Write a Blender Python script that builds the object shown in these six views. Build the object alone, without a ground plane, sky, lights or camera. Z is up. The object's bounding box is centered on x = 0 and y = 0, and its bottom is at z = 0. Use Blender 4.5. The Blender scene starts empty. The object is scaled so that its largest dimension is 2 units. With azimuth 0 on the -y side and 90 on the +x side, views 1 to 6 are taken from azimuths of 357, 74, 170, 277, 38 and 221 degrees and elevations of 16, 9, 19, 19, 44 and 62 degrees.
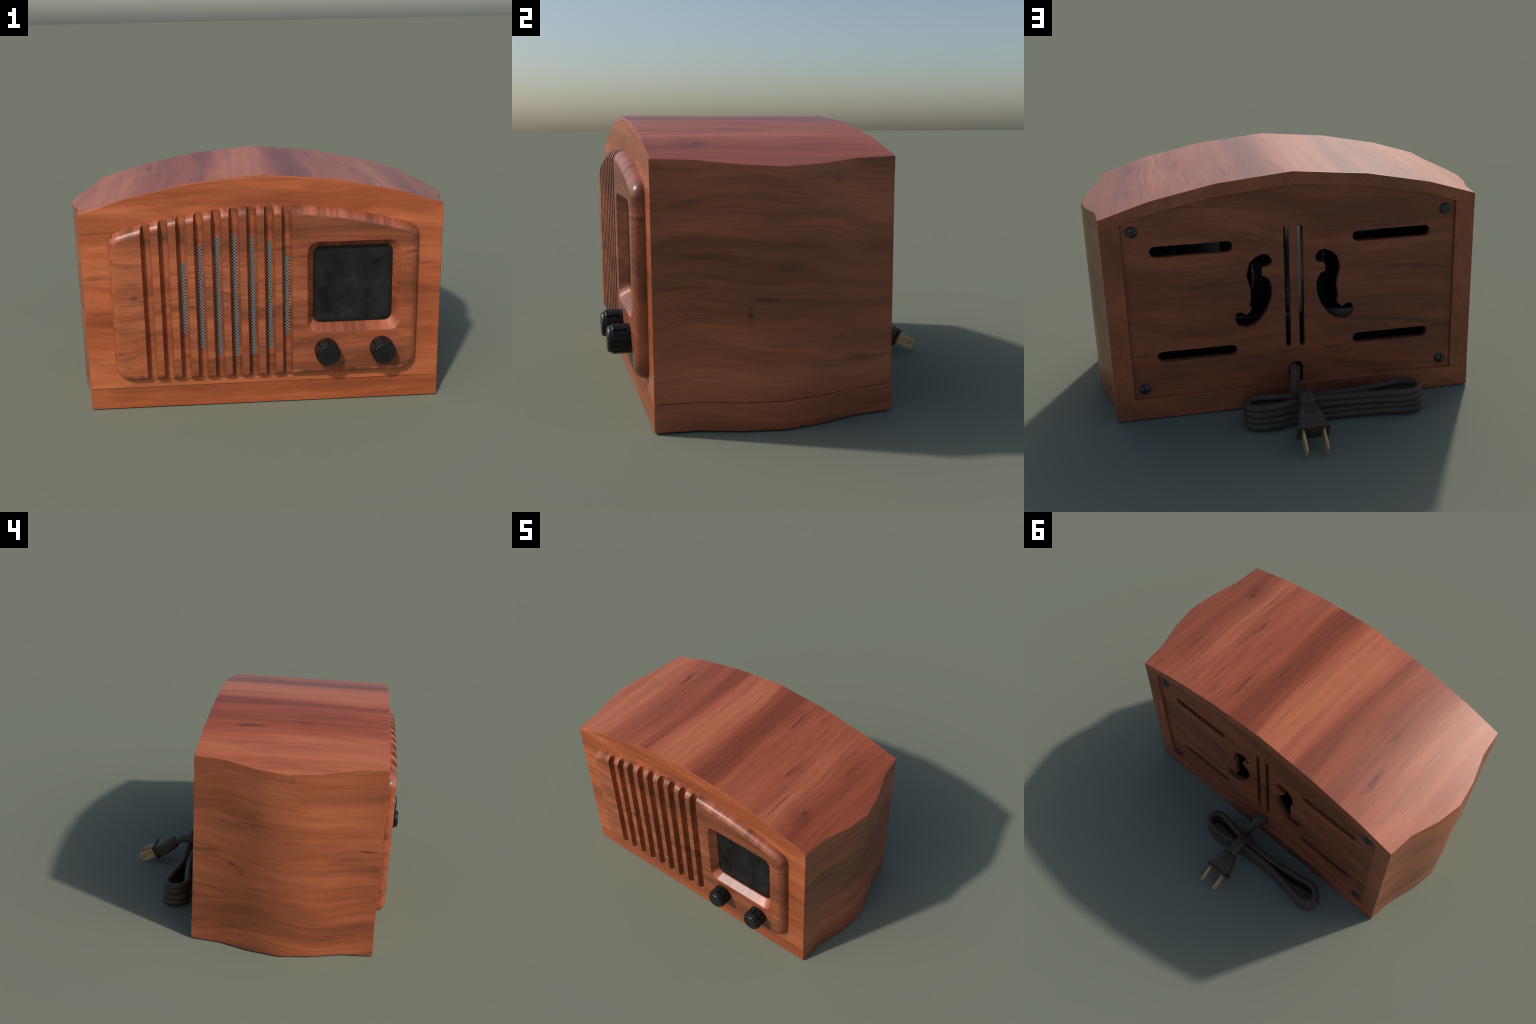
# A mid-century wooden table radio: arched lid, serpentine sides, carved front
# panel with nine slots, dial window, two knobs, ventilated back, coiled cord.
import bpy, bmesh, math
from mathutils import Vector, Matrix

# ------------------------------------------------------------------ sizes (m)
FRONT, REAR = -0.673, 0.296          # cabinet front and back planes
FOOT, SEAM = 0.003, 0.115            # underside of the plinth, plinth seam
LID_T = 0.062                        # thickness of the arched lid
INNER = 0.807                        # inner face of the side planks
PANEL_Y = -0.725                     # front face of the carved panel
BACK_Y = 0.281                       # outer face of the back board

# serpentine plan of a side (y, x) and arch of the lid (x, z)
SIDE = [(-0.673, .902), (-0.510, .9195), (-0.345, .973), (-0.186, 1.0),
        (-0.027, .973), (0.134, .9195), (0.296, .902)]
ARCH = [(0.0, 1.208), (.358, 1.174), (.669, 1.111), (.902, 1.038), (1.02, 1.0011)]


def lerp_table(table, v):
    for (a, fa), (b, fb) in zip(table, table[1:]):
        if v <= b:
            return fa + (fb - fa) * (v - a) / (b - a)
    return table[-1][1]


def arch_z(x):
    return lerp_table(ARCH, abs(x))


# ------------------------------------------------------------------ helpers
scene_root = None


def link(name, mesh, mats, parent, sharp=35, loc=None):
    ob = bpy.data.objects.new(name, mesh)
    bpy.context.scene.collection.objects.link(ob)
    for m in mats:
        mesh.materials.append(m)
    if loc:
        ob.location = loc
    ob.parent = parent
    if sharp is not None:
        smooth(mesh, sharp)
    if name in ("lid", "side_panel", "front_board", "plinth", "plug_flange", "transformer", "chassis"):
        flatten_normals(ob)
    return ob


def flatten_normals(ob):
    """Keep broad faces flat where narrow roundings meet them."""
    m = ob.modifiers.new("weighted_normals", 'WEIGHTED_NORMAL')
    m.mode, m.weight, m.keep_sharp = 'FACE_AREA', 50, True


def smooth(mesh, angle):
    bm = bmesh.new()
    bm.from_mesh(mesh)
    for f in bm.faces:
        f.smooth = True
    for e in bm.edges:
        e.smooth = len(e.link_faces) == 2 and e.calc_face_angle(0) < math.radians(angle)
    bm.to_mesh(mesh)
    bm.free()


def mesh_from(name, verts, faces):
    me = bpy.data.meshes.new(name)
    me.from_pydata([tuple(v) for v in verts], [], faces)
    bm = bmesh.new()
    bm.from_mesh(me)
    bmesh.ops.recalc_face_normals(bm, faces=bm.faces)
    bm.to_mesh(me)
    bm.free()
    return me


def stack(name, rings, cap=True):
    """Closed solid lofted through equal-length rings of points."""
    n = len(rings[0])
    verts = [p for r in rings for p in r]
    faces = []
    for k in range(len(rings) - 1):
        for i in range(n):
            j = (i + 1) % n
            faces.append((k * n + i, k * n + j, (k + 1) * n + j, (k + 1) * n + i))
    if cap:
        faces.append(tuple(range(n - 1, -1, -1)))
        faces.append(tuple(range((len(rings) - 1) * n, len(rings) * n)))
    return mesh_from(name, verts, faces)


def prism_y(name, outline, y0, y1):
    return stack(name, [[(x, y0, z) for x, z in outline], [(x, y1, z) for x, z in outline]])


def bevel(mesh, width, choose, segments=2):
    """Round the edges that choose(edge) picks."""
    bm = bmesh.new()
    bm.from_mesh(mesh)
    edges = [e for e in bm.edges if len(e.link_faces) == 2 and choose(e)]
    bmesh.ops.bevel(bm, geom=edges, offset=width, segments=segments, profile=.5,
                    affect='EDGES', clamp_overlap=True)
    bm.to_mesh(mesh)
    bm.free()


def angle_over(deg):
    return lambda e: e.calc_face_angle(0) > math.radians(deg)


def carve(ob, cutters):
    """Cut solids (meshes) out of an object and bake the result."""
    bm = bmesh.new()
    for c in cutters:
        bm.from_mesh(c)
    me = bpy.data.meshes.new("cutter")
    bm.to_mesh(me)
    bm.free()
    cut = bpy.data.objects.new("cutter", me)
    bpy.context.scene.collection.objects.link(cut)
    mod = ob.modifiers.new("carve", 'BOOLEAN')
    mod.operation, mod.solver, mod.object = 'DIFFERENCE', 'EXACT', cut
    mod.use_self = False
    dg = bpy.context.evaluated_depsgraph_get()
    new = bpy.data.meshes.new_from_object(ob.evaluated_get(dg))
    ob.modifiers.clear()
    ob.data = new
    bpy.data.objects.remove(cut)
    for c in cutters:
        bpy.data.meshes.remove(c)


def fillet(points, radii, segments):
    """Round the corners of a polygon; radii 0 keeps the corner."""
    out = []
    n = len(points)
    for i, (p, r) in enumerate(zip(points, radii)):
        p = Vector(p)
        if r <= 0:
            out.append(tuple(p))
            continue
        a = (Vector(points[i - 1]) - p).normalized()
        b = (Vector(points[(i + 1) % n]) - p).normalized()
        half = a.angle(b) / 2
        t = r / math.tan(half)
        c = p + (a + b).normalized() * (r / math.sin(half))
        s, e = p + a * t - c, p + b * t - c
        ang = s.angle(e)
        for k in range(segments + 1):
            f = k / segments
            v = (s * math.sin((1 - f) * ang) + e * math.sin(f * ang)) / math.sin(ang)
            out.append(tuple(c + v))
    return out


def inset(points, d):
    """Miter offset of a counter-clockwise polygon, inwards by d."""
    n = len(points)
    out = []
    for i in range(n):
        p0, p, p1 = Vector(points[i - 1]), Vector(points[i]), Vector(points[(i + 1) % n])
        e0, e1 = (p - p0).normalized(), (p1 - p).normalized()
        n0, n1 = Vector((-e0.y, e0.x)), Vector((-e1.y, e1.x))
        m = (n0 + n1).normalized()
        out.append(tuple(p + m * (d / max(.3, m.dot(n0)))))
    return out


def rounded_box(x0, x1, z0, z1, r, seg):
    return fillet([(x0, z0), (x1, z0), (x1, z1), (x0, z1)], [r] * 4, seg)


def lathe_y(name, profile, seg):
    """Solid of revolution about the y axis from (radius, y) pairs."""
    rings = []
    for r, y in profile:
        rings.append([(r * math.cos(2 * math.pi * i / seg), y, r * math.sin(2 * math.pi * i / seg))
                      for i in range(seg)])
    return stack(name, rings)


def lathe_z(name, profile, seg):
    rings = []
    for r, z in profile:
        rings.append([(r * math.cos(2 * math.pi * i / seg), r * math.sin(2 * math.pi * i / seg), z)
                      for i in range(seg)])
    return stack(name, rings)


def box(name, x0, x1, y0, y1, z0, z1):
    return prism_y(name, [(x0, z0), (x1, z0), (x1, z1), (x0, z1)], y0, y1)


# ------------------------------------------------------------------ materials
class Nodes:
    def __init__(self, name):
        self.mat = bpy.data.materials.new(name)
        self.mat.use_nodes = True
        self.t = self.mat.node_tree
        self.bsdf = self.t.nodes["Principled BSDF"]

    def add(self, kind, **props):
        nd = self.t.nodes.new(kind)
        for k, v in props.items():
            setattr(nd, k, v)
        return nd

    def put(self, src, dst):
        self.t.links.new(src, dst)

    def set(self, **v):
        for k, val in v.items():
            self.bsdf.inputs[k.replace("_", " ")].default_value = val

    def coords(self, scale=(1, 1, 1), loc=(0, 0, 0), rot=(0, 0, 0), src=None):
        if src is None:
            src = self.add("ShaderNodeTexCoord").outputs["Object"]
        m = self.add("ShaderNodeMapping")
        m.inputs["Scale"].default_value = scale
        m.inputs["Location"].default_value = loc
        m.inputs["Rotation"].default_value = rot
        self.put(src, m.inputs["Vector"])
        return m.outputs["Vector"]

    def noise(self, vec, scale, detail=4, rough=.5, distort=0, out="Fac"):
        nd = self.add("ShaderNodeTexNoise")
        nd.inputs["Scale"].default_value = scale
        nd.inputs["Detail"].default_value = detail
        nd.inputs["Roughness"].default_value = rough
        nd.inputs["Distortion"].default_value = distort
        self.put(vec, nd.inputs["Vector"])
        return nd.outputs[out]

    def ramp(self, fac, stops, interp='LINEAR'):
        nd = self.add("ShaderNodeValToRGB")
        el = nd.color_ramp.elements
        nd.color_ramp.interpolation = interp
        while len(el) < len(stops):
            el.new(.5)
        for e, (p, c) in zip(el, stops):
            e.position = p
            e.color = (*c, 1) if isinstance(c, tuple) else (c, c, c, 1)
        self.put(fac, nd.inputs["Fac"])
        return nd.outputs["Color"]

    def mix(self, a, b, fac, mode='MIX'):
        nd = self.add("ShaderNodeMix", data_type='RGBA', blend_type=mode)
        for sock, v in ((nd.inputs[6], a), (nd.inputs[7], b), (nd.inputs[0], fac)):
            if isinstance(v, bpy.types.NodeSocket):
                self.put(v, sock)
            elif isinstance(v, tuple):
                sock.default_value = (*v, 1)
            else:
                sock.default_value = v
        return nd.outputs[2]

    def math(self, op, a, b=0.0, clamp=False):
        nd = self.add("ShaderNodeMath", operation=op, use_clamp=clamp)
        for sock, v in ((nd.inputs[0], a), (nd.inputs[1], b)):
            if isinstance(v, bpy.types.NodeSocket):
                self.put(v, sock)
            else:
                sock.default_value = v
        return nd.outputs[0]

    def bump(self, height, strength, dist):
        nd = self.add("ShaderNodeBump")
        nd.inputs["Strength"].default_value = strength
        nd.inputs["Distance"].default_value = dist
        self.put(height, nd.inputs["Height"])
        self.put(nd.outputs["Normal"], self.bsdf.inputs["Normal"])


def wood(name, axis, seed, dark, mid, light, streak, wide=3.0, streak_at=.58, wave=.06,
         knots=.5, rough=.36, band=(.36, .50, .64), tilt=0.0, spec=.5, fibre=.4, patchy=.7,
         marks=(), layout=None):
    """Varnished hardwood: broad bands, dark wisps, knots and fibre along `axis`
    (one axis or several). marks: (centre, radii, strength) of single knots, cracks
    and smears. layout: tone stops (x, 0 dark .. 1 light) of the boards across x."""
    long_axes = axis if isinstance(axis, tuple) else (axis,)
    n = Nodes(name)
    base = n.coords(loc=(seed * 1.7, seed * 2.3, seed * .9), rot=(0, tilt, 0))
    # bend the grain
    bend = n.add("ShaderNodeVectorMath", operation='SUBTRACT')
    n.put(n.noise(base, 1.5, 1, .5, 0, "Color"), bend.inputs[0])
    bend.inputs[1].default_value = (.5, .5, .5)
    push = n.add("ShaderNodeVectorMath", operation='SCALE')
    n.put(bend.outputs[0], push.inputs[0])
    push.inputs["Scale"].default_value = wave * 2
    warped = n.add("ShaderNodeVectorMath", operation='ADD')
    n.put(base, warped.inputs[0])
    n.put(push.outputs[0], warped.inputs[1])
    w = warped.outputs[0]

    def along(short, long):
        return tuple(long if i in long_axes else short for i in range(3))

    # broad bands of lighter and darker growth
    bands = n.noise(n.coords(along(wide, wide * .10), src=w), 1.0, 8, .60, .25)
    if layout:
        sep = n.add("ShaderNodeSeparateXYZ")
        bent = n.add("ShaderNodeVectorMath", operation='ADD')
        n.put(n.coords(), bent.inputs[0])
        n.put(push.outputs[0], bent.inputs[1])
        n.put(bent.outputs[0], sep.inputs[0])
        across = n.math('MULTIPLY_ADD', sep.outputs[0], .5)
        across.node.inputs[2].default_value = .5
        tone = n.ramp(across, [((x + 1) / 2, t) for x, t in layout])
        bands = n.math('ADD', n.math('MULTIPLY', tone, .34), n.math('MULTIPLY', bands, .66))
    col = n.ramp(bands, [(band[0], dark), (band[1], mid), (band[2], light)])
    # brownish figure in long patches
    patch = n.noise(n.coords(along(wide * 1.5, wide * .22), loc=(2, 9, 4), src=w), 1.0, 6, .62, .4)
    col = n.mix(col, tuple(.55 * d + .45 * k for d, k in zip(dark, streak)), n.ramp(patch, [(.50, 0.0), (.68, patchy)]))
    # clustered dark wisps
    st = n.noise(n.coords(along(17, .9), loc=(3, 5, 7), src=w), 1.0, 8, .68, .3)
    where = n.noise(n.coords(along(2.6, 1.0), loc=(8, 1, 3), src=w), 1.0, 3, .5)
    wisps = n.math('MULTIPLY', n.ramp(st, [(streak_at - .03, 0.0), (streak_at + .09, .85)]),
                   n.ramp(where, [(.42, .08), (.58, 1.0)]))
    col = n.mix(col, streak, wisps)
    # knots: sparse cells, drawn out along the grain, ragged at the rim
    ragged = n.add("ShaderNodeVectorMath", operation='ADD')
    n.put(n.coords(along(3.4, 1.5), loc=(5, 3, 1), src=w), ragged.inputs[0])
    jitter = n.add("ShaderNodeVectorMath", operation='SCALE')
    n.put(n.noise(n.coords(along(14, 6), src=w), 1.0, 5, .65, 0, "Color"), jitter.inputs[0])
    jitter.inputs["Scale"].default_value = .55
    n.put(jitter.outputs[0], ragged.inputs[1])
    vo = n.add("ShaderNodeTexVoronoi", feature='F1')
    vo.inputs["Scale"].default_value = 1.0
    n.put(ragged.outputs[0], vo.inputs["Vector"])
    pick = n.add("ShaderNodeSeparateColor")
    n.put(vo.outputs["Color"], pick.inputs[0])
    core = n.math('MULTIPLY', n.ramp(vo.outputs["Distance"], [(.05, 1.0), (.21, 0.0)]),
                  n.math('GREATER_THAN', pick.outputs[0], 1 - knots))
    col = n.mix(col, tuple(c * .30 for c in streak), n.math('MULTIPLY', core, .85))
    # single marks, ragged at the rim
    if marks:
        rag = n.add("ShaderNodeVectorMath", operation='SUBTRACT')
        n.put(n.noise(n.coords(along(26, 7)), 1.0, 5, .68, 0, "Color"), rag.inputs[0])
        rag.inputs[1].default_value = (.5, .5, .5)
        total = 0.0
        for centre, radii, strength in marks:
            sub = n.add("ShaderNodeVectorMath", operation='SUBTRACT')
            n.put(n.coords(), sub.inputs[0])
            sub.inputs[1].default_value = centre
            div = n.add("ShaderNodeVectorMath", operation='DIVIDE')
            n.put(sub.outputs[0], div.inputs[0])
            div.inputs[1].default_value = radii
            mad = n.add("ShaderNodeVectorMath", operation='MULTIPLY_ADD')
            n.put(rag.outputs[0], mad.inputs[0])
            mad.inputs[1].default_value = (2.3, 2.3, 2.3)
            n.put(div.outputs[0], mad.inputs[2])
            ln = n.add("ShaderNodeVectorMath", operation='LENGTH')
            n.put(mad.outputs[0], ln.inputs[0])
            total = n.math('MAXIMUM', n.ramp(ln.outputs["Value"], [(.10, strength), (1.0, 0.0)]), total)
        broken = n.noise(n.coords(along(55, 3), src=w), 1.0, 4, .6)
        total = n.math('MULTIPLY', total, n.ramp(broken, [(.36, .35), (.56, 1.0)]))
        col = n.mix(col, tuple(c * .42 for c in streak), total)
    # fibre in two widths
    fib = n.noise(n.coords(along(150, 3), src=w), 1.0, 3, .6)
    fib2 = n.noise(n.coords(along(42, 1.2), src=w), 1.0, 5, .65)
    col = n.mix(col, n.ramp(fib2, [(.32, .66), (.5, 1.0), (.68, 1.24)]), fibre, 'MULTIPLY')
    col = n.mix(col, n.ramp(fib, [(.34, .70), (.66, 1.22)]), fibre, 'MULTIPLY')
    n.put(col, n.bsdf.inputs["Base Color"])
    r = n.noise(base, 3.5, 4, .6)
    n.put(n.ramp(r, [(.3, rough - .01), (.7, rough + .03)]), n.bsdf.inputs["Roughness"])
    n.bump(fib2, .06, .002)
    n.set(Specular_IOR_Level=spec)
    return n.mat


def plain(name, color, rough, metallic=0.0, grain=.25, scale=18, bump=.1, spec=.5):
    n = Nodes(name)
    v = n.noise(n.coords(), scale, 6, .65)
    lo = tuple(c * (1 - grain) for c in color)
    hi = tuple(min(1, c * (1 + grain)) for c in color)
    n.put(n.ramp(v, [(.3, lo), (.7, hi)]), n.bsdf.inputs["Base Color"])
    n.put(n.ramp(v, [(.3, rough + .06), (.7, rough - .06)]), n.bsdf.inputs["Roughness"])
    n.set(Metallic=metallic, Specular_IOR_Level=spec)
    n.bump(v, bump, .002)
    return n.mat


def screen_material():
    n = Nodes("dirty_dial_screen")
    o = n.coords()
    c = n.noise(o, 7.5, 11, .72, .3)
    col = n.ramp(c, [(.38, (.0025, .0026, .002)), (.45, (.0085, .0085, .008)), (.55, (.0125, .013, .0125)), (.64, (.024, .025, .024))])
    speck = n.noise(o, 60, 5, .7)
    # grime gathers along the rim of the window
    sep = n.add("ShaderNodeSeparateXYZ")
    n.put(n.coords(loc=(-.4495, 0, -.639)), sep.inputs[0])
    ax = n.math('ABSOLUTE', sep.outputs[0])
    az = n.math('ABSOLUTE', sep.outputs[2])
    rim = n.math('MAXIMUM', ax, az)
    rim = n.math('ADD', rim, n.math('MULTIPLY', speck, .05))
    col = n.mix(col, (.0045, .004, .0032), n.ramp(rim, [(.205, 0.0), (.225, .9)]))
    n.put(col, n.bsdf.inputs["Base Color"])
    n.put(n.ramp(c, [(.3, .66), (.7, .52)]), n.bsdf.inputs["Roughness"])
    n.set(Specular_IOR_Level=.22)
    n.bump(speck, .1, .001)
    return n.mat


def grille_material():
    n = Nodes("perforated_metal")
    v = n.add("ShaderNodeTexVoronoi", voronoi_dimensions='2D', feature='F1')
    v.inputs["Randomness"].default_value = 0
    v.inputs["Scale"].default_value = 87
    # lay x,z on the texture plane, turned 45 degrees
    sep = n.add("ShaderNodeSeparateXYZ")
    n.put(n.coords(), sep.inputs[0])
    com = n.add("ShaderNodeCombineXYZ")
    n.put(n.math('MULTIPLY', n.math('ADD', sep.outputs[0], sep.outputs[2]), .7071), com.inputs[0])
    n.put(n.math('MULTIPLY', n.math('SUBTRACT', sep.outputs[0], sep.outputs[2]), .7071), com.inputs[1])
    n.put(com.outputs[0], v.inputs["Vector"])
    d = v.outputs["Distance"]
    col = n.ramp(d, [(.27, (.004, .004, .004)), (.33, (.17, .16, .155)), (.6, (.33, .315, .305))])
    n.put(col, n.bsdf.inputs["Base Color"])
    n.set(Metallic=.35, Roughness=.42)
    n.bump(n.ramp(d, [(.2, 0.0), (.4, 1.0)]), .6, .002)
    return n.mat


ORANGE_D, ORANGE_M, ORANGE_L = (.245, .058, .018), (.388, .095, .031), (.505, .141, .050)
BROWN_D, BROWN_M, BROWN_L = (.175, .051, .020), (.285, .074, .028), (.400, .113, .045)
RED_D, RED_M, RED_L = (.240, .055, .024), (.370, .088, .037), (.490, .142, .063)
STREAK = (.115, .048, .024)

def xz(x, z, rx, rz, k, y=FRONT):
    return ((x, y, z), (rx, .3, rz), k)


def yz(side, y, z, ry, rz, k):
    return ((side * .95, y, z), (.4, ry, rz), k)


def xy(x, y, rx, ry, k):
    return ((x, y, 1.12), (rx, ry, .6), k)


WOOD_FRONT = wood("wood_front", 0, 1.3, ORANGE_D, ORANGE_M, ORANGE_L, STREAK, wide=4.4, streak_at=.68, knots=.04,
                  patchy=.5, band=(.37, .50, .61), marks=[
                      xz(-.83, .714, .10, .022, .5), xz(-.83, .521, .08, .012, .6), xz(-.83, .936, .07, .012, .5),
                      xz(.27, 1.145, .10, .022, .45), xz(.20, 1.108, .16, .02, .35), xz(.83, .731, .07, .008, .6),
                      xz(.83, .60, .06, .02, .35), xz(-.5, 1.05, .2, .015, .3), xz(.84, .38, .05, .03, .3)])
WOOD_BASE = wood("wood_plinth", 0, 4.1, ORANGE_D, ORANGE_M, ORANGE_L, STREAK, wide=5.0, streak_at=.68, knots=.03,
                 patchy=.35, marks=[xz(-.712, .054, .12, .03, .35), xz(-.4, .03, .2, .02, .25)])
WOOD_SIDE = wood("wood_side", (0, 1), 2.6, (.245, .068, .026), (.385, .100, .037), (.49, .140, .056), (.105, .046, .023),
                 wide=6.0, streak_at=.60, knots=.06, wave=.10, patchy=.4, marks=[
                     yz(1, -.255, .508, .055, .018, .9), yz(1, -.315, .455, .020, .040, .8), yz(1, -.156, .624, .07, .02, .75),
                     yz(1, -.593, .559, .16, .014, .75), yz(1, .039, .956, .03, .02, .6), yz(1, .068, .347, .014, .012, .7),
                     yz(1, -.55, .747, .13, .03, .4), yz(1, -.471, .679, .12, .02, .45), yz(1, -.5, .45, .14, .04, .35),
                     yz(-1, .074, .475, .035, .020, .85), yz(-1, .029, .443, .03, .03, .6), yz(-1, -.621, .599, .09, .009, .85),
                     yz(-1, .018, .767, .16, .035, .5), yz(-1, .016, .711, .15, .028, .55), yz(-1, .236, .535, .12, .014, .55),
                     yz(-1, -.215, .982, .018, .018, .6), yz(-1, -.511, .549, .16, .05, .35), yz(-1, -.104, .368, .2, .018, .4)])
WOOD_TOP = wood("wood_lid", (1, 2), 7.7, RED_D, RED_M, RED_L, (.115, .042, .026), wide=5.5, streak_at=.67, knots=.03,
                wave=.035, rough=.38, patchy=.35, band=(.34, .50, .64), spec=.42, fibre=.42,
                layout=[(-1, .8), (-.8, .85), (-.64, .55), (-.5, .3), (-.38, .6), (-.29, .2), (-.2, .55), (-.11, 1.0),
                        (0, .85), (.06, .4), (.13, .0), (.21, .1), (.27, .6), (.40, .75), (.52, .55), (.64, .75),
                        (.76, .15), (.86, .5), (1, .45)],
                marks=[xy(.505, -.29, .012, .07, .9), xy(.52, -.22, .03, .14, .4), xy(.74, -.47, .035, .05, .7),
                       xy(.72, -.50, .09, .10, .4), xy(.30, .08, .014, .16, .75), xy(.60, -.52, .012, .13, .5),
                       xy(-.60, .07, .03, .14, .7), xy(-.52, -.25, .03, .10, .5), xy(.42, .2, .02, .06, .45),
                       xy(.17, -.2, .05, .4, .35), xy(.76, .0, .03, .10, .35)])
WOOD_PANEL = wood("wood_carved_panel", 0, 5.2, BROWN_D, BROWN_M, BROWN_L, (.075, .034, .017), wide=6.5,
                  streak_at=.545, knots=.14, rough=.34, wave=.08, patchy=.7, band=(.37, .50, .62), marks=[
                      xz(-.654, .61, .03, .025, .8), xz(-.62, .60, .03, .01, .7), xz(-.653, .39, .016, .010, .85),
                      xz(-.696, .244, .018, .010, .8), xz(-.741, .32, .035, .018, .8), xz(-.281, .656, .06, .012, .7),
                      xz(-.578, .408, .05, .02, .6), xz(.109, .84, .06, .014, .7), xz(.182, .802, .09, .010, .65),
                      xz(.745, .806, .07, .012, .85), xz(.725, .77, .05, .008, .6), xz(.17, .433, .08, .018, .55),
                      xz(.24, .317, .03, .006, .7), xz(-.663, .779, .10, .018, .5), xz(-.405, .282, .05, .02, .6),
                      xz(-.66, .68, .08, .03, .4), xz(-.15, .60, .06, .01, .5), xz(.73, .6, .04, .05, .3)])
WOOD_EDGE = wood("wood_panel_edge", (1, 2), 9.4, BROWN_D, (.34, .090, .040), (.45, .135, .070), (.10, .04, .024), wide=13,
                 streak_at=.60, knots=.0, rough=.37, wave=.01, patchy=.6)
WOOD_BACK = wood("wood_back_board", 0, 6.6, (.225, .060, .026), (.350, .089, .036), (.45, .125, .050), (.085, .036, .018), wide=5.0,
                 streak_at=.59, knots=.12, tilt=.10, wave=.10, rough=.42, patchy=.6, marks=[
                     xz(.405, .68, .07, .014, .7, REAR), xz(.653, .607, .045, .010, .75, REAR), xz(.293, 1.011, .012, .010, .8, REAR),
                     xz(.05, .292, .07, .016, .7, REAR), xz(-.169, .289, .09, .012, .7, REAR), xz(-.079, .348, .014, .010, .7, REAR),
                     xz(.74, .337, .08, .008, .7, REAR), xz(-.743, .351, .10, .007, .7, REAR), xz(.149, .609, .06, .02, .5, REAR),
                     xz(-.69, .455, .10, .05, .5, REAR), xz(.5, .75, .2, .03, .35, REAR)])
WOOD_PLANK = wood("wood_plank", 1, 3.9, (.27, .075, .030), (.38, .100, .040), (.46, .13, .055), STREAK, wide=3.0,
                  streak_at=.72, knots=.0, rough=.42, patchy=.4)
BLACK = plain("black_bakelite", (.0085, .0090, .0082), .38, grain=.4, scale=30, spec=.3)
CORD = plain("brown_black_rubber", (.082, .053, .034), .52, grain=.2, scale=14, spec=.32)
BRASS = plain("dull_brass", (.72, .43, .18), .40, metallic=.3, grain=.15)
STEEL = plain("dark_steel", (.065, .07, .073), .34, metallic=.7, grain=.35, scale=40)
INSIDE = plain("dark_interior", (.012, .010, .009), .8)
CAN = plain("dull_metal_can", (.55, .58, .57), .26, metallic=.9, grain=.08)
CHASSIS = plain("chassis_metal", (.22, .25, .30), .30, metallic=.9, grain=.1)
GLASS = plain("smoked_tube_glass", (.01, .01, .01), .12, grain=.1)
SCREEN = screen_material()
GRILLE = grille_material()

# ------------------------------------------------------------------ the radio
radio = bpy.data.objects.new("table_radio", None)
bpy.context.scene.collection.objects.link(radio)
radio["label"] = "vintage wooden table radio with arched top, slotted grille and two knobs"
radio["category"] = "radio"


# --- lid: faceted arch, edges following the serpentine sides
def build_lid():
    rows = []
    for y, xs in SIDE:
        cols = [-xs, -.669, -.358, 0, .358, .669, xs]
        rows.append([(x, y, arch_z(x)) for x in cols])
    rows[0] = [(x, y + .002, z) for x, y, z in rows[0]]
    n = len(rows[0])
    verts = [p for r in rows for p in r] + [(x, y, z - LID_T) for r in rows for x, y, z in r]
    off = n * len(rows)
    faces = []
    for k in range(len(rows) - 1):
        for i in range(n - 1):
            a, b, c, d = k * n + i, k * n + i + 1, (k + 1) * n + i + 1, (k + 1) * n + i
            faces.append((a, b, c, d))
            faces.append((off + d, off + c, off + b, off + a))
    last = (len(rows) - 1) * n
    for i in range(n - 1):
        faces.append((i, i + 1, off + i + 1, off + i))
        faces.append((last + i, last + i + 1, off + last + i + 1, off + last + i))
    for k in range(len(rows) - 1):
        for i in (0, n - 1):
            a, b = k * n + i, (k + 1) * n + i
            faces.append((a, b, off + b, off + a))
    me = mesh_from("lid", verts, faces)

    def outer(e):
        if e.calc_face_angle(0) < math.radians(40):
            return False
        return all(abs(v.co.z - arch_z(v.co.x)) < .004 for v in e.verts) or abs(e.verts[0].co.z - e.verts[1].co.z) > .05
    bevel(me, .0035, outer)
    ob = link("lid", me, [WOOD_TOP, WOOD_SIDE, WOOD_PLANK], radio, 30)
    for p in me.polygons:
        if abs(p.normal.x) > .7:
            p.material_index = 1
        elif abs(p.normal.y) > .7:
            p.material_index = 2
    return ob


build_lid()


# --- sides: thick planks with a serpentine outer face
def build_side(sign):
    ring_lo, ring_hi = [], []
    outline = [(xs, y) for y, xs in SIDE] + [(INNER, REAR), (INNER, FRONT)]
    outline = [(x, y + .002 if y < -.67 else (y - .0015 if y > .29 else y)) for x, y in outline]
    for x, y in outline:
        ring_lo.append((sign * x, y, SEAM))
        ring_hi.append((sign * x, y, arch_z(x) - LID_T))
    me = stack("side_panel", [ring_lo, ring_hi])

    def outer(e):
        a, b = (v.co for v in e.verts)
        upright = abs(a.z - b.z) > .3 and min(abs(a.x), abs(b.x)) > .85
        low = max(a.z, b.z) < SEAM + .001 and min(abs(a.x), abs(b.x)) > .85
        return e.calc_face_angle(0) > math.radians(50) and (upright or low)
    bevel(me, .003, outer)
    ob = link("side_panel", me, [WOOD_SIDE, WOOD_PLANK], radio, 30)
    for p in me.polygons:
        if p.normal.y > .8:
            p.material_index = 1
    return ob


for s in (1, -1):
    build_side(s)

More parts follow.
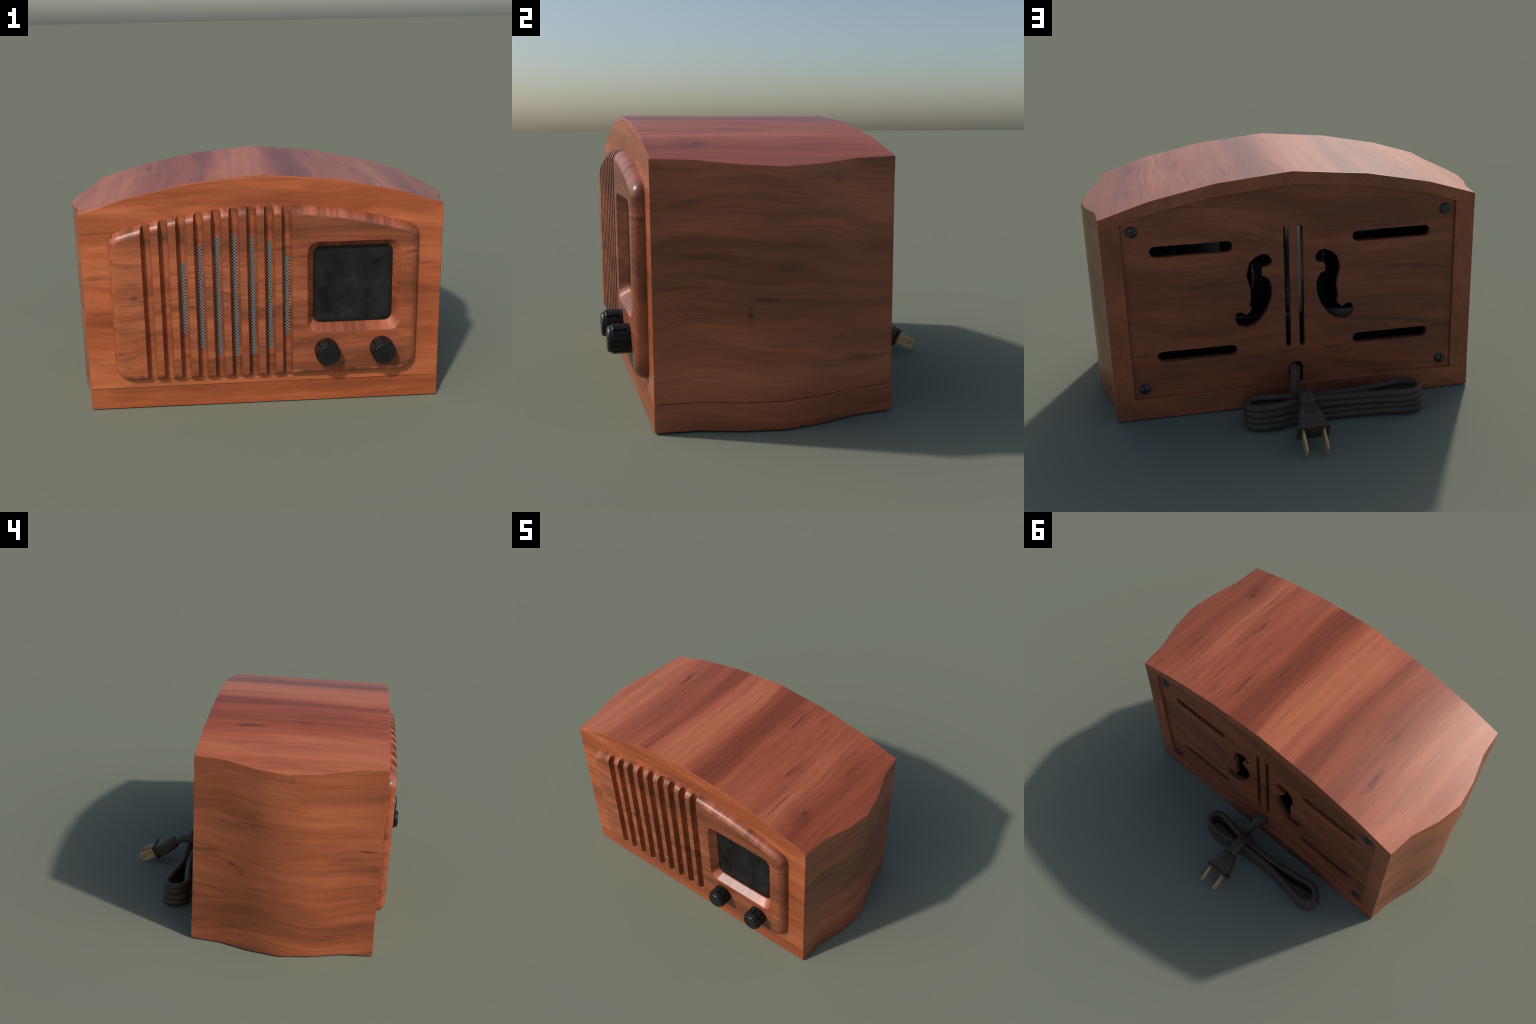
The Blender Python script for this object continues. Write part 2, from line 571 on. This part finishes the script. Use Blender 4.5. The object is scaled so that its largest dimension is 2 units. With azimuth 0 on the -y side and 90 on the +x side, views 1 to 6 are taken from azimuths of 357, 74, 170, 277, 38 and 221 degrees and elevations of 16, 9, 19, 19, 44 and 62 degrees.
# --- front board under the arch: smooth curve, a little lower than the lid facets
top = []
for i in range(41):
    x = .9005 - 1.801 * i / 40
    top.append((x, min(1.1925 - .19 * x * x, arch_z(x) - .0025)))
me = prism_y("front_board", [(-.9005, SEAM + .001), (.9005, SEAM + .001)] + top, FRONT - .001, FRONT + .010)
bevel(me, .003, lambda e: e.calc_face_angle(0) > .8 and max(v.co.y for v in e.verts) < FRONT + .01)
link("front_board", me, [WOOD_FRONT], radio, 30)

# --- plinth
ring = [(xs + .001, y) for y, xs in SIDE] + [(-xs - .001, y) for y, xs in reversed(SIDE)]
ring = [(x, y - .0015 if y < -.67 else y + (.001 if y > .29 else 0)) for x, y in ring]
me = stack("plinth", [[(x, y, FOOT) for x, y in ring], [(x, y, SEAM - .001) for x, y in ring]])
bevel(me, .003, angle_over(50))
ob = link("plinth", me, [WOOD_BASE, WOOD_SIDE, WOOD_PLANK], radio, 30)
for p in me.polygons:
    if abs(p.normal.x) > .6:
        p.material_index = 1
    elif p.normal.y > .7:
        p.material_index = 2  # rear swapped to a duller wood, painting in the weak bounce light there

# --- carved front panel: quarter-round rim, nine channels, dial opening
PITCH, FIRST, HALF = .0863, -.5775, .0243
SLOTS = [FIRST + PITCH * i for i in range(9)]
PX = .772


def panel_arch(x):
    return 1.0565 - .210 * x * x


arch_pts = [(PX - 2 * PX * i / 16, panel_arch(PX - 2 * PX * i / 16)) for i in range(17)]
outline = [(-PX, .163), (PX, .163)] + arch_pts
radii = [.085, .085] + [.0] * len(arch_pts)
radii[2] = radii[-1] = .062
outline = [(x + .006, z) for x, z in fillet(outline, radii, 4)]
R = .046
prof = [(0, FRONT + .004), (0, PANEL_Y + R)] + [
    (R * (1 - math.cos(t)), PANEL_Y + R - R * math.sin(t)) for t in [math.pi / 2 * k / 8 for k in range(1, 9)]]
rings = [[(x, y, z) for x, z in (inset(outline, d) if d else outline)] for d, y in prof]
me = stack("carved_panel", rings)
ob = bpy.data.objects.new("carved_panel", me)
bpy.context.scene.collection.objects.link(ob)
FLOOR = -.6850
cross = [(HALF + .004, PANEL_Y - .02), (HALF + .0015, PANEL_Y - .0005), (HALF, PANEL_Y + .003), (HALF - .001, PANEL_Y + .018),
         (HALF - .0045, PANEL_Y + .030), (.0165, FLOOR - .007), (.0113, FLOOR)]
cross = cross + [(-x, y) for x, y in reversed(cross)]
cutters = [stack("channel", [[(c + x, y, .10) for x, y in cross], [(c + x, y, 1.10) for x, y in cross]]) for c in SLOTS]
W = (.2135, .6855, .3995, .8725)
dial_levels = [(-.006, PANEL_Y - .012), (-.001, PANEL_Y - .0004), (.002, PANEL_Y + .0022),
               (.0325, PANEL_Y + .0430), (.0345, PANEL_Y + .047), (.0345, FRONT + .02)]
dial_rings = []
for d, y in dial_levels:
    r = rounded_box(W[0] + d, W[1] - d, W[2] + d, W[3] - d, .055 - .5 * d, 4)
    dial_rings.append([(x, y, z) for x, z in r])
cutters.append(stack("dial_opening", dial_rings))
carve(ob, cutters)
me = ob.data
for m in (WOOD_PANEL, WOOD_EDGE):
    me.materials.append(m)
ob.parent = radio
smooth(me, 32)
flatten_normals(ob)
for p in me.polygons:
    c, nrm = p.center, p.normal
    p.material_index = 0
    on_rim = c.z > panel_arch(c.x) - .055 and nrm.z > .12 and abs(nrm.x) < .6
    in_dial = W[0] - .003 < c.x < W[1] + .003 and W[2] - .003 < c.z < W[3] + .003 and abs(nrm.z) > .35
    low_rim = c.z < .205 and nrm.z < -.2 and abs(nrm.x) < .5
    if on_rim or in_dial or low_rim:
        p.material_index = 1

# dial screen
me = prism_y("dial_screen", rounded_box(.24, .658, .43, .847, .03, 4), -.6752, -.668)
link("dial_screen", me, [SCREEN], radio, 30)

# speaker grille: a round perforated sheet seen as strips at the channel floors
GX, GZ, GR = -.137, .592, .326
for c in SLOTS:
    up, hw = [], .0116
    for k in range(7):
        x = c - hw + 2 * hw * k / 6
        h = GR * GR - (x - GX) ** 2
        if h > 0:
            up.append((x, math.sqrt(h)))
    if len(up) < 3 or up[len(up) // 2][1] < .1:
        continue
    pts = [(x, GZ - h) for x, h in up] + [(x, GZ + h) for x, h in reversed(up)]
    me = prism_y("speaker_grille", pts, FLOOR - .0016, FLOOR + .001)
    link("speaker_grille", me, [GRILLE], radio, 30)

# --- knobs
KR = .0612
prof = [(.052, 0.0), (KR - .0015, 0.0), (KR, -.002), (KR, -.070), (KR - .0015, -.072), (KR - .006, -.0735),
        (KR - .0065, -.0755), (KR - .0068, -.080), (KR - .010, -.086), (KR - .0135, -.0895), (.02, -.0900)]
me = lathe_y("knob", prof, 64)
knob = bpy.data.objects.new("knob", me)
bpy.context.scene.collection.objects.link(knob)
cuts = []
for i in range(8):
    b = box("groove", -.0032, .0032, -.0755, -.012, KR - .0078, KR + .02)
    b.transform(Matrix.Rotation(math.radians(45 * i + 3), 4, 'Y'))
    cuts.append(b)
carve(knob, cuts)
knob.data.materials.append(BLACK)
smooth(knob.data, 30)
knob.parent = radio
knob.location = (.309, PANEL_Y - .0005, .3045)
k2 = knob.copy()
k2.name = "knob"
bpy.context.scene.collection.objects.link(k2)
k2.location = (.592, PANEL_Y - .0005, .3045)
k2.rotation_euler = (0, math.radians(-5), 0)

# --- back board with ventilation cut-outs
pts = [(-INNER + .001, SEAM - .001), (INNER - .001, SEAM - .001)]
pts += [(x, arch_z(x) - LID_T + .001) for x in (INNER - .001, .669, .358, 0, -.358, -.669, -INNER + .001)]
me = prism_y("back_board", pts, BACK_Y - .028, BACK_Y)
back = bpy.data.objects.new("back_board", me)
bpy.context.scene.collection.objects.link(back)
Y0, Y1 = BACK_Y - .08, BACK_Y + .03
cuts = []
for s in (1, -1):
    for z in (.8625, .3245):
        cuts.append(prism_y("vent_slot", rounded_box(min(s * .292, s * .682), max(s * .292, s * .682), z - .0275, z + .0275, .0265, 4), Y0, Y1))
    cuts.append(prism_y("vent_slit", rounded_box(s * .0345 - .0128, s * .0345 + .0128, .312, .940, .0125, 4), Y0, Y1))
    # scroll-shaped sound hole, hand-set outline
    f = [(.153, .811), (.127, .807), (.106, .782), (.107, .757), (.124, .745), (.148, .742), (.155, .733), (.156, .699),
         (.131, .688), (.115, .661), (.109, .625), (.114, .580), (.137, .520), (.168, .474), (.202, .447), (.244, .437),
         (.284, .451), (.298, .489), (.291, .512), (.282, .520), (.260, .519), (.240, .502), (.212, .531), (.222, .556),
         (.217, .576), (.213, .621), (.219, .654), (.232, .708), (.222, .750), (.213, .774), (.188, .796)]
    f = [(s * x, z) for x, z in f]
    if s < 0:
        f.reverse()
    cuts.append(prism_y("sound_hole", f, Y0, Y1))
cuts.append(prism_y("cord_hole", fillet([(-.0355, .121), (.0365, .121), (.0365, .228), (-.0355, .228)], [0, 0, .03, .03], 4), Y0, Y1))
carve(back, cuts)
back.data.materials.append(WOOD_BACK)
smooth(back.data, 35)
back.parent = radio

# --- screws
prof = [(.0275, -.004), (.0275, .002), (.0262, .0065), (.0225, .0105), (.016, .0135), (.008, .0148), (.001, .015)]
me = lathe_y("screw", prof, 32)
screw = bpy.data.objects.new("screw", me)
bpy.context.scene.collection.objects.link(screw)
carve(screw, [box("slot", -.0035, .0035, .0075, .03, -.04, .04)])
screw.data.materials.append(STEEL)
smooth(screw.data, 40)
screw.parent = radio
places = [(.755, .968, -32), (.755, .161, 14), (-.755, .968, 40), (-.755, .161, -8)]
for i, (x, z, a) in enumerate(places):
    o = screw if i == 0 else screw.copy()
    if i:
        o.name = "screw"
        bpy.context.scene.collection.objects.link(o)
    o.location = (x, BACK_Y, z)
    o.rotation_euler = (0, math.radians(a), 0)

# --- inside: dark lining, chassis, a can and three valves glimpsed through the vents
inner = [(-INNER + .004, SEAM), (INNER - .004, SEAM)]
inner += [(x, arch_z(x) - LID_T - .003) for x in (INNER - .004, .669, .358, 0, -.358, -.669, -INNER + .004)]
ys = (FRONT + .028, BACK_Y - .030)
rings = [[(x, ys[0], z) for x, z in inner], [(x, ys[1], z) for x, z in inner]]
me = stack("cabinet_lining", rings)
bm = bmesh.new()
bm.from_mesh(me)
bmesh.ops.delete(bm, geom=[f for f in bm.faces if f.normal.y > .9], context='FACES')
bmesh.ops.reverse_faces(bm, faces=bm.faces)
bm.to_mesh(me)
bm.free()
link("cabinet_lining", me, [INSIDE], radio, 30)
me = box("chassis", -.70, .70, -.40, .06, .14, .40)
bevel(me, .008, angle_over(50))
chassis = link("chassis", me, [CHASSIS], radio, 30)
me = lathe_z("speaker_can", [(.125, .4), (.125, .86), (.12, .875), (.10, .885)], 48)
link("speaker_can", me, [CAN], chassis, 30, (-.09, -.06, 0))
for x0, x1, y0, y1, z1 in ((.55, .72, -.30, -.10, .80), (.30, .48, -.39, -.25, .72), (-.55, -.32, -.30, -.12, .76)):
    me = box("transformer", x0, x1, y0, y1, .40, z1)
    bevel(me, .01, angle_over(50))
    link("transformer", me, [CHASSIS], chassis, 30)
valve = lathe_z("valve", [(.035, .4), (.036, .46), (.048, .50), (.055, .56), (.053, .63), (.040, .68), (.022, .71), (.012, .73)], 32)
for i, (x, y) in enumerate([(.17, .02), (.22, -.16), (-.24, -.15)]):
    link("valve", valve if i == 0 else valve, [GLASS] if i == 0 else [], chassis, 40 if i == 0 else None, (x, y, 0))


# ------------------------------------------------------------------ power cord
def catmull(pts, closed, sub):
    pts = [Vector(p) for p in pts]
    n = len(pts)
    out = []
    for i in range(n if closed else n - 1):
        if closed:
            p0, p1, p2, p3 = (pts[(i + k) % n] for k in (-1, 0, 1, 2))
        else:
            p1, p2 = pts[i], pts[i + 1]
            p0 = pts[i - 1] if i else p1 * 2 - p2
            p3 = pts[i + 2] if i + 2 < n else p2 * 2 - p1
        for k in range(sub):
            t = k / sub
            out.append(.5 * (2 * p1 + (p2 - p0) * t + (2 * p0 - 5 * p1 + 4 * p2 - p3) * t * t
                             + (3 * p1 - p0 - 3 * p2 + p3) * t ** 3))
    if not closed:
        out.append(pts[-1])
    return out


def twin_section(r, gap, n=10):
    """Outline of a two-core flex: two lobes set `gap` apart along the second axis."""
    a0 = math.asin(max(-1, min(1, -gap / 2 / r))) + .12
    up = [(r * math.cos(a), gap / 2 + r * math.sin(a))
          for a in [a0 + (math.pi - 2 * a0) * k / n for k in range(n + 1)]]
    return up + [(-x, -y) for x, y in up]


def sweep(name, path, section, closed, wide_axis):
    """Sweep a section; wide_axis(i) is the direction along which the two lobes lie."""
    rings = []
    n = len(path)
    for i, p in enumerate(path):
        a = path[(i - 1) % n] if closed or i else p
        b = path[(i + 1) % n] if closed or i < n - 1 else p
        t = (b - a).normalized()
        w = Vector(wide_axis(i / (n - 1)))
        w = (w - t * w.dot(t)).normalized()
        side = t.cross(w)
        rings.append([tuple(p + side * u + w * v) for u, v in section])
    if closed:
        return stack(name, rings + [rings[0]], cap=False)
    return stack(name, rings)


LOOP = [(.056, .449), (.124, .435), (.189, .425), (.248, .423), (.281, .455), (.274, .498), (.240, .520), (.193, .527),
        (.129, .521), (.069, .509), (.025, .499), (-.028, .490), (-.112, .483), (-.207, .481), (-.313, .489),
        (-.405, .501), (-.484, .514), (-.547, .511), (-.577, .479), (-.570, .432), (-.544, .407), (-.493, .399),
        (-.420, .414), (-.335, .426), (-.245, .440), (-.129, .447), (-.012, .451)]
LOBE, GAP = .0185, .0325
section = twin_section(LOBE, GAP)


def weld(me):
    bm = bmesh.new()
    bm.from_mesh(me)
    bmesh.ops.remove_doubles(bm, verts=bm.verts, dist=1e-6)
    bm.to_mesh(me)
    bm.free()
    return me


# lead from the cabinet down to the bundle
path = catmull([(.000, .20, .190), (.004, .270, .195), (.009, .297, .188), (.014, .317, .175), (.021, .335, .155),
                (.028, .354, .136), (.035, .378, .115), (.044, .406, .095), (.058, .428, .065)], False, 4)
cord = link("power_cord", sweep("power_cord", path, twin_section(.0170, .029), False,
                                lambda t: (.75 - .75 * t, .2, .35 + t)), [CORD], radio, 50)
for k, (dx, dy) in enumerate([(0, 0), (.004, .003)]):
    zc = .0380 + k * .0655
    path = catmull([(x * (1 - .012 * k) + dx - .003, .004 + y + dy * (1 if x < -.1 else -1), zc + .003 * math.sin(9 * x + k)) for x, y in LOOP], True, 3)
    me = weld(sweep("cord_loop", path, section, True, lambda t: (0, 0, 1)))
    link("cord_loop", me, [CORD], cord, 50)

# plug: wedge body with a flange, tilted nose-down
F, U = Vector((0, .896, -.443)).normalized(), Vector((0, .443, .896)).normalized()
TIP = Vector((.005, .7075, .0725))           # centre of the flange's outer face


def plug_point(x, t, u):
    return TIP + Vector((x, 0, 0)) + F * (t - .140) + U * u


# lead from the plug over the bundle and down behind it
r0 = plug_point(0, .010, .002)
path = catmull([tuple(r0), (.003, .560, .154), (.002, .525, .1690), (.002, .490, .1685), (.003, .455, .152), (.006, .428, .115),
                (.010, .412, .060)], False, 5)
link("cord_lead", sweep("cord_lead", path, twin_section(.0185, .030), False, lambda t: (1, 0, 0)), [CORD], cord, 50)

rings = []
for t, hw, hh, dz in [(0, .034, .026, .002), (.004, .038, .029, .002), (.03, .048, .033, .002), (.055, .0555, .036, .001), (.08, .0605, .0375, 0),
                      (.105, .064, .038, 0), (.129, .0665, .0385, 0)]:
    o = rounded_box(-hw, hw, -hh + dz, hh + dz, .010, 3)
    rings.append([tuple(plug_point(x, t, z)) for x, z in o])
me = stack("plug", rings)
plug = bpy.data.objects.new("plug", me)
bpy.context.scene.collection.objects.link(plug)
cuts = []
for t in (.022, .038, .054):
    for s in (1, -1):
        hw = .026 + t * .10
        c = [plug_point(x, t + dt, s * u) for u in (.0315 + .06 * (t - .022), .06) for x, dt in ((-hw, -.0028), (hw, -.0028), (hw, .0028), (-hw, .0028))]
        cuts.append(stack("grip_groove", [c[:4], c[4:]]))
carve(plug, cuts)
plug.data.materials.append(CORD)
smooth(plug.data, 35)
plug.parent = radio
o = rounded_box(-.0775, .0775, -.0463, .0463, .004, 2)
me = stack("plug_flange", [[tuple(plug_point(x, t, z)) for x, z in o] for t in (.1275, .140)])
bevel(me, .0015, angle_over(60))
link("plug_flange", me, [CORD], plug, 30)
for cx in (.0495, -.0475):
    L, hw = .1095, .0285
    o = fillet([(-.005, -hw), (L, -hw), (L, hw), (-.005, hw)], [0, .02, .014, 0], 4)
    me = stack("prong", [[tuple(plug_point(cx + x, .140 + t, u)) for t, u in o] for x in (-.0052, .0052)])
    prong = bpy.data.objects.new("prong", me)
    bpy.context.scene.collection.objects.link(prong)
    h = [(.081 + .0098 * math.cos(a), -.001 + .0098 * math.sin(a)) for a in [2 * math.pi * k / 20 for k in range(20)]]
    carve(prong, [stack("hole", [[tuple(plug_point(cx + x, .140 + t, u)) for t, u in h] for x in (-.02, .02)])])
    prong.data.materials.append(BRASS)
    bevel(prong.data, .0012, angle_over(60), 1)
    smooth(prong.data, 35)
    prong.parent = plug
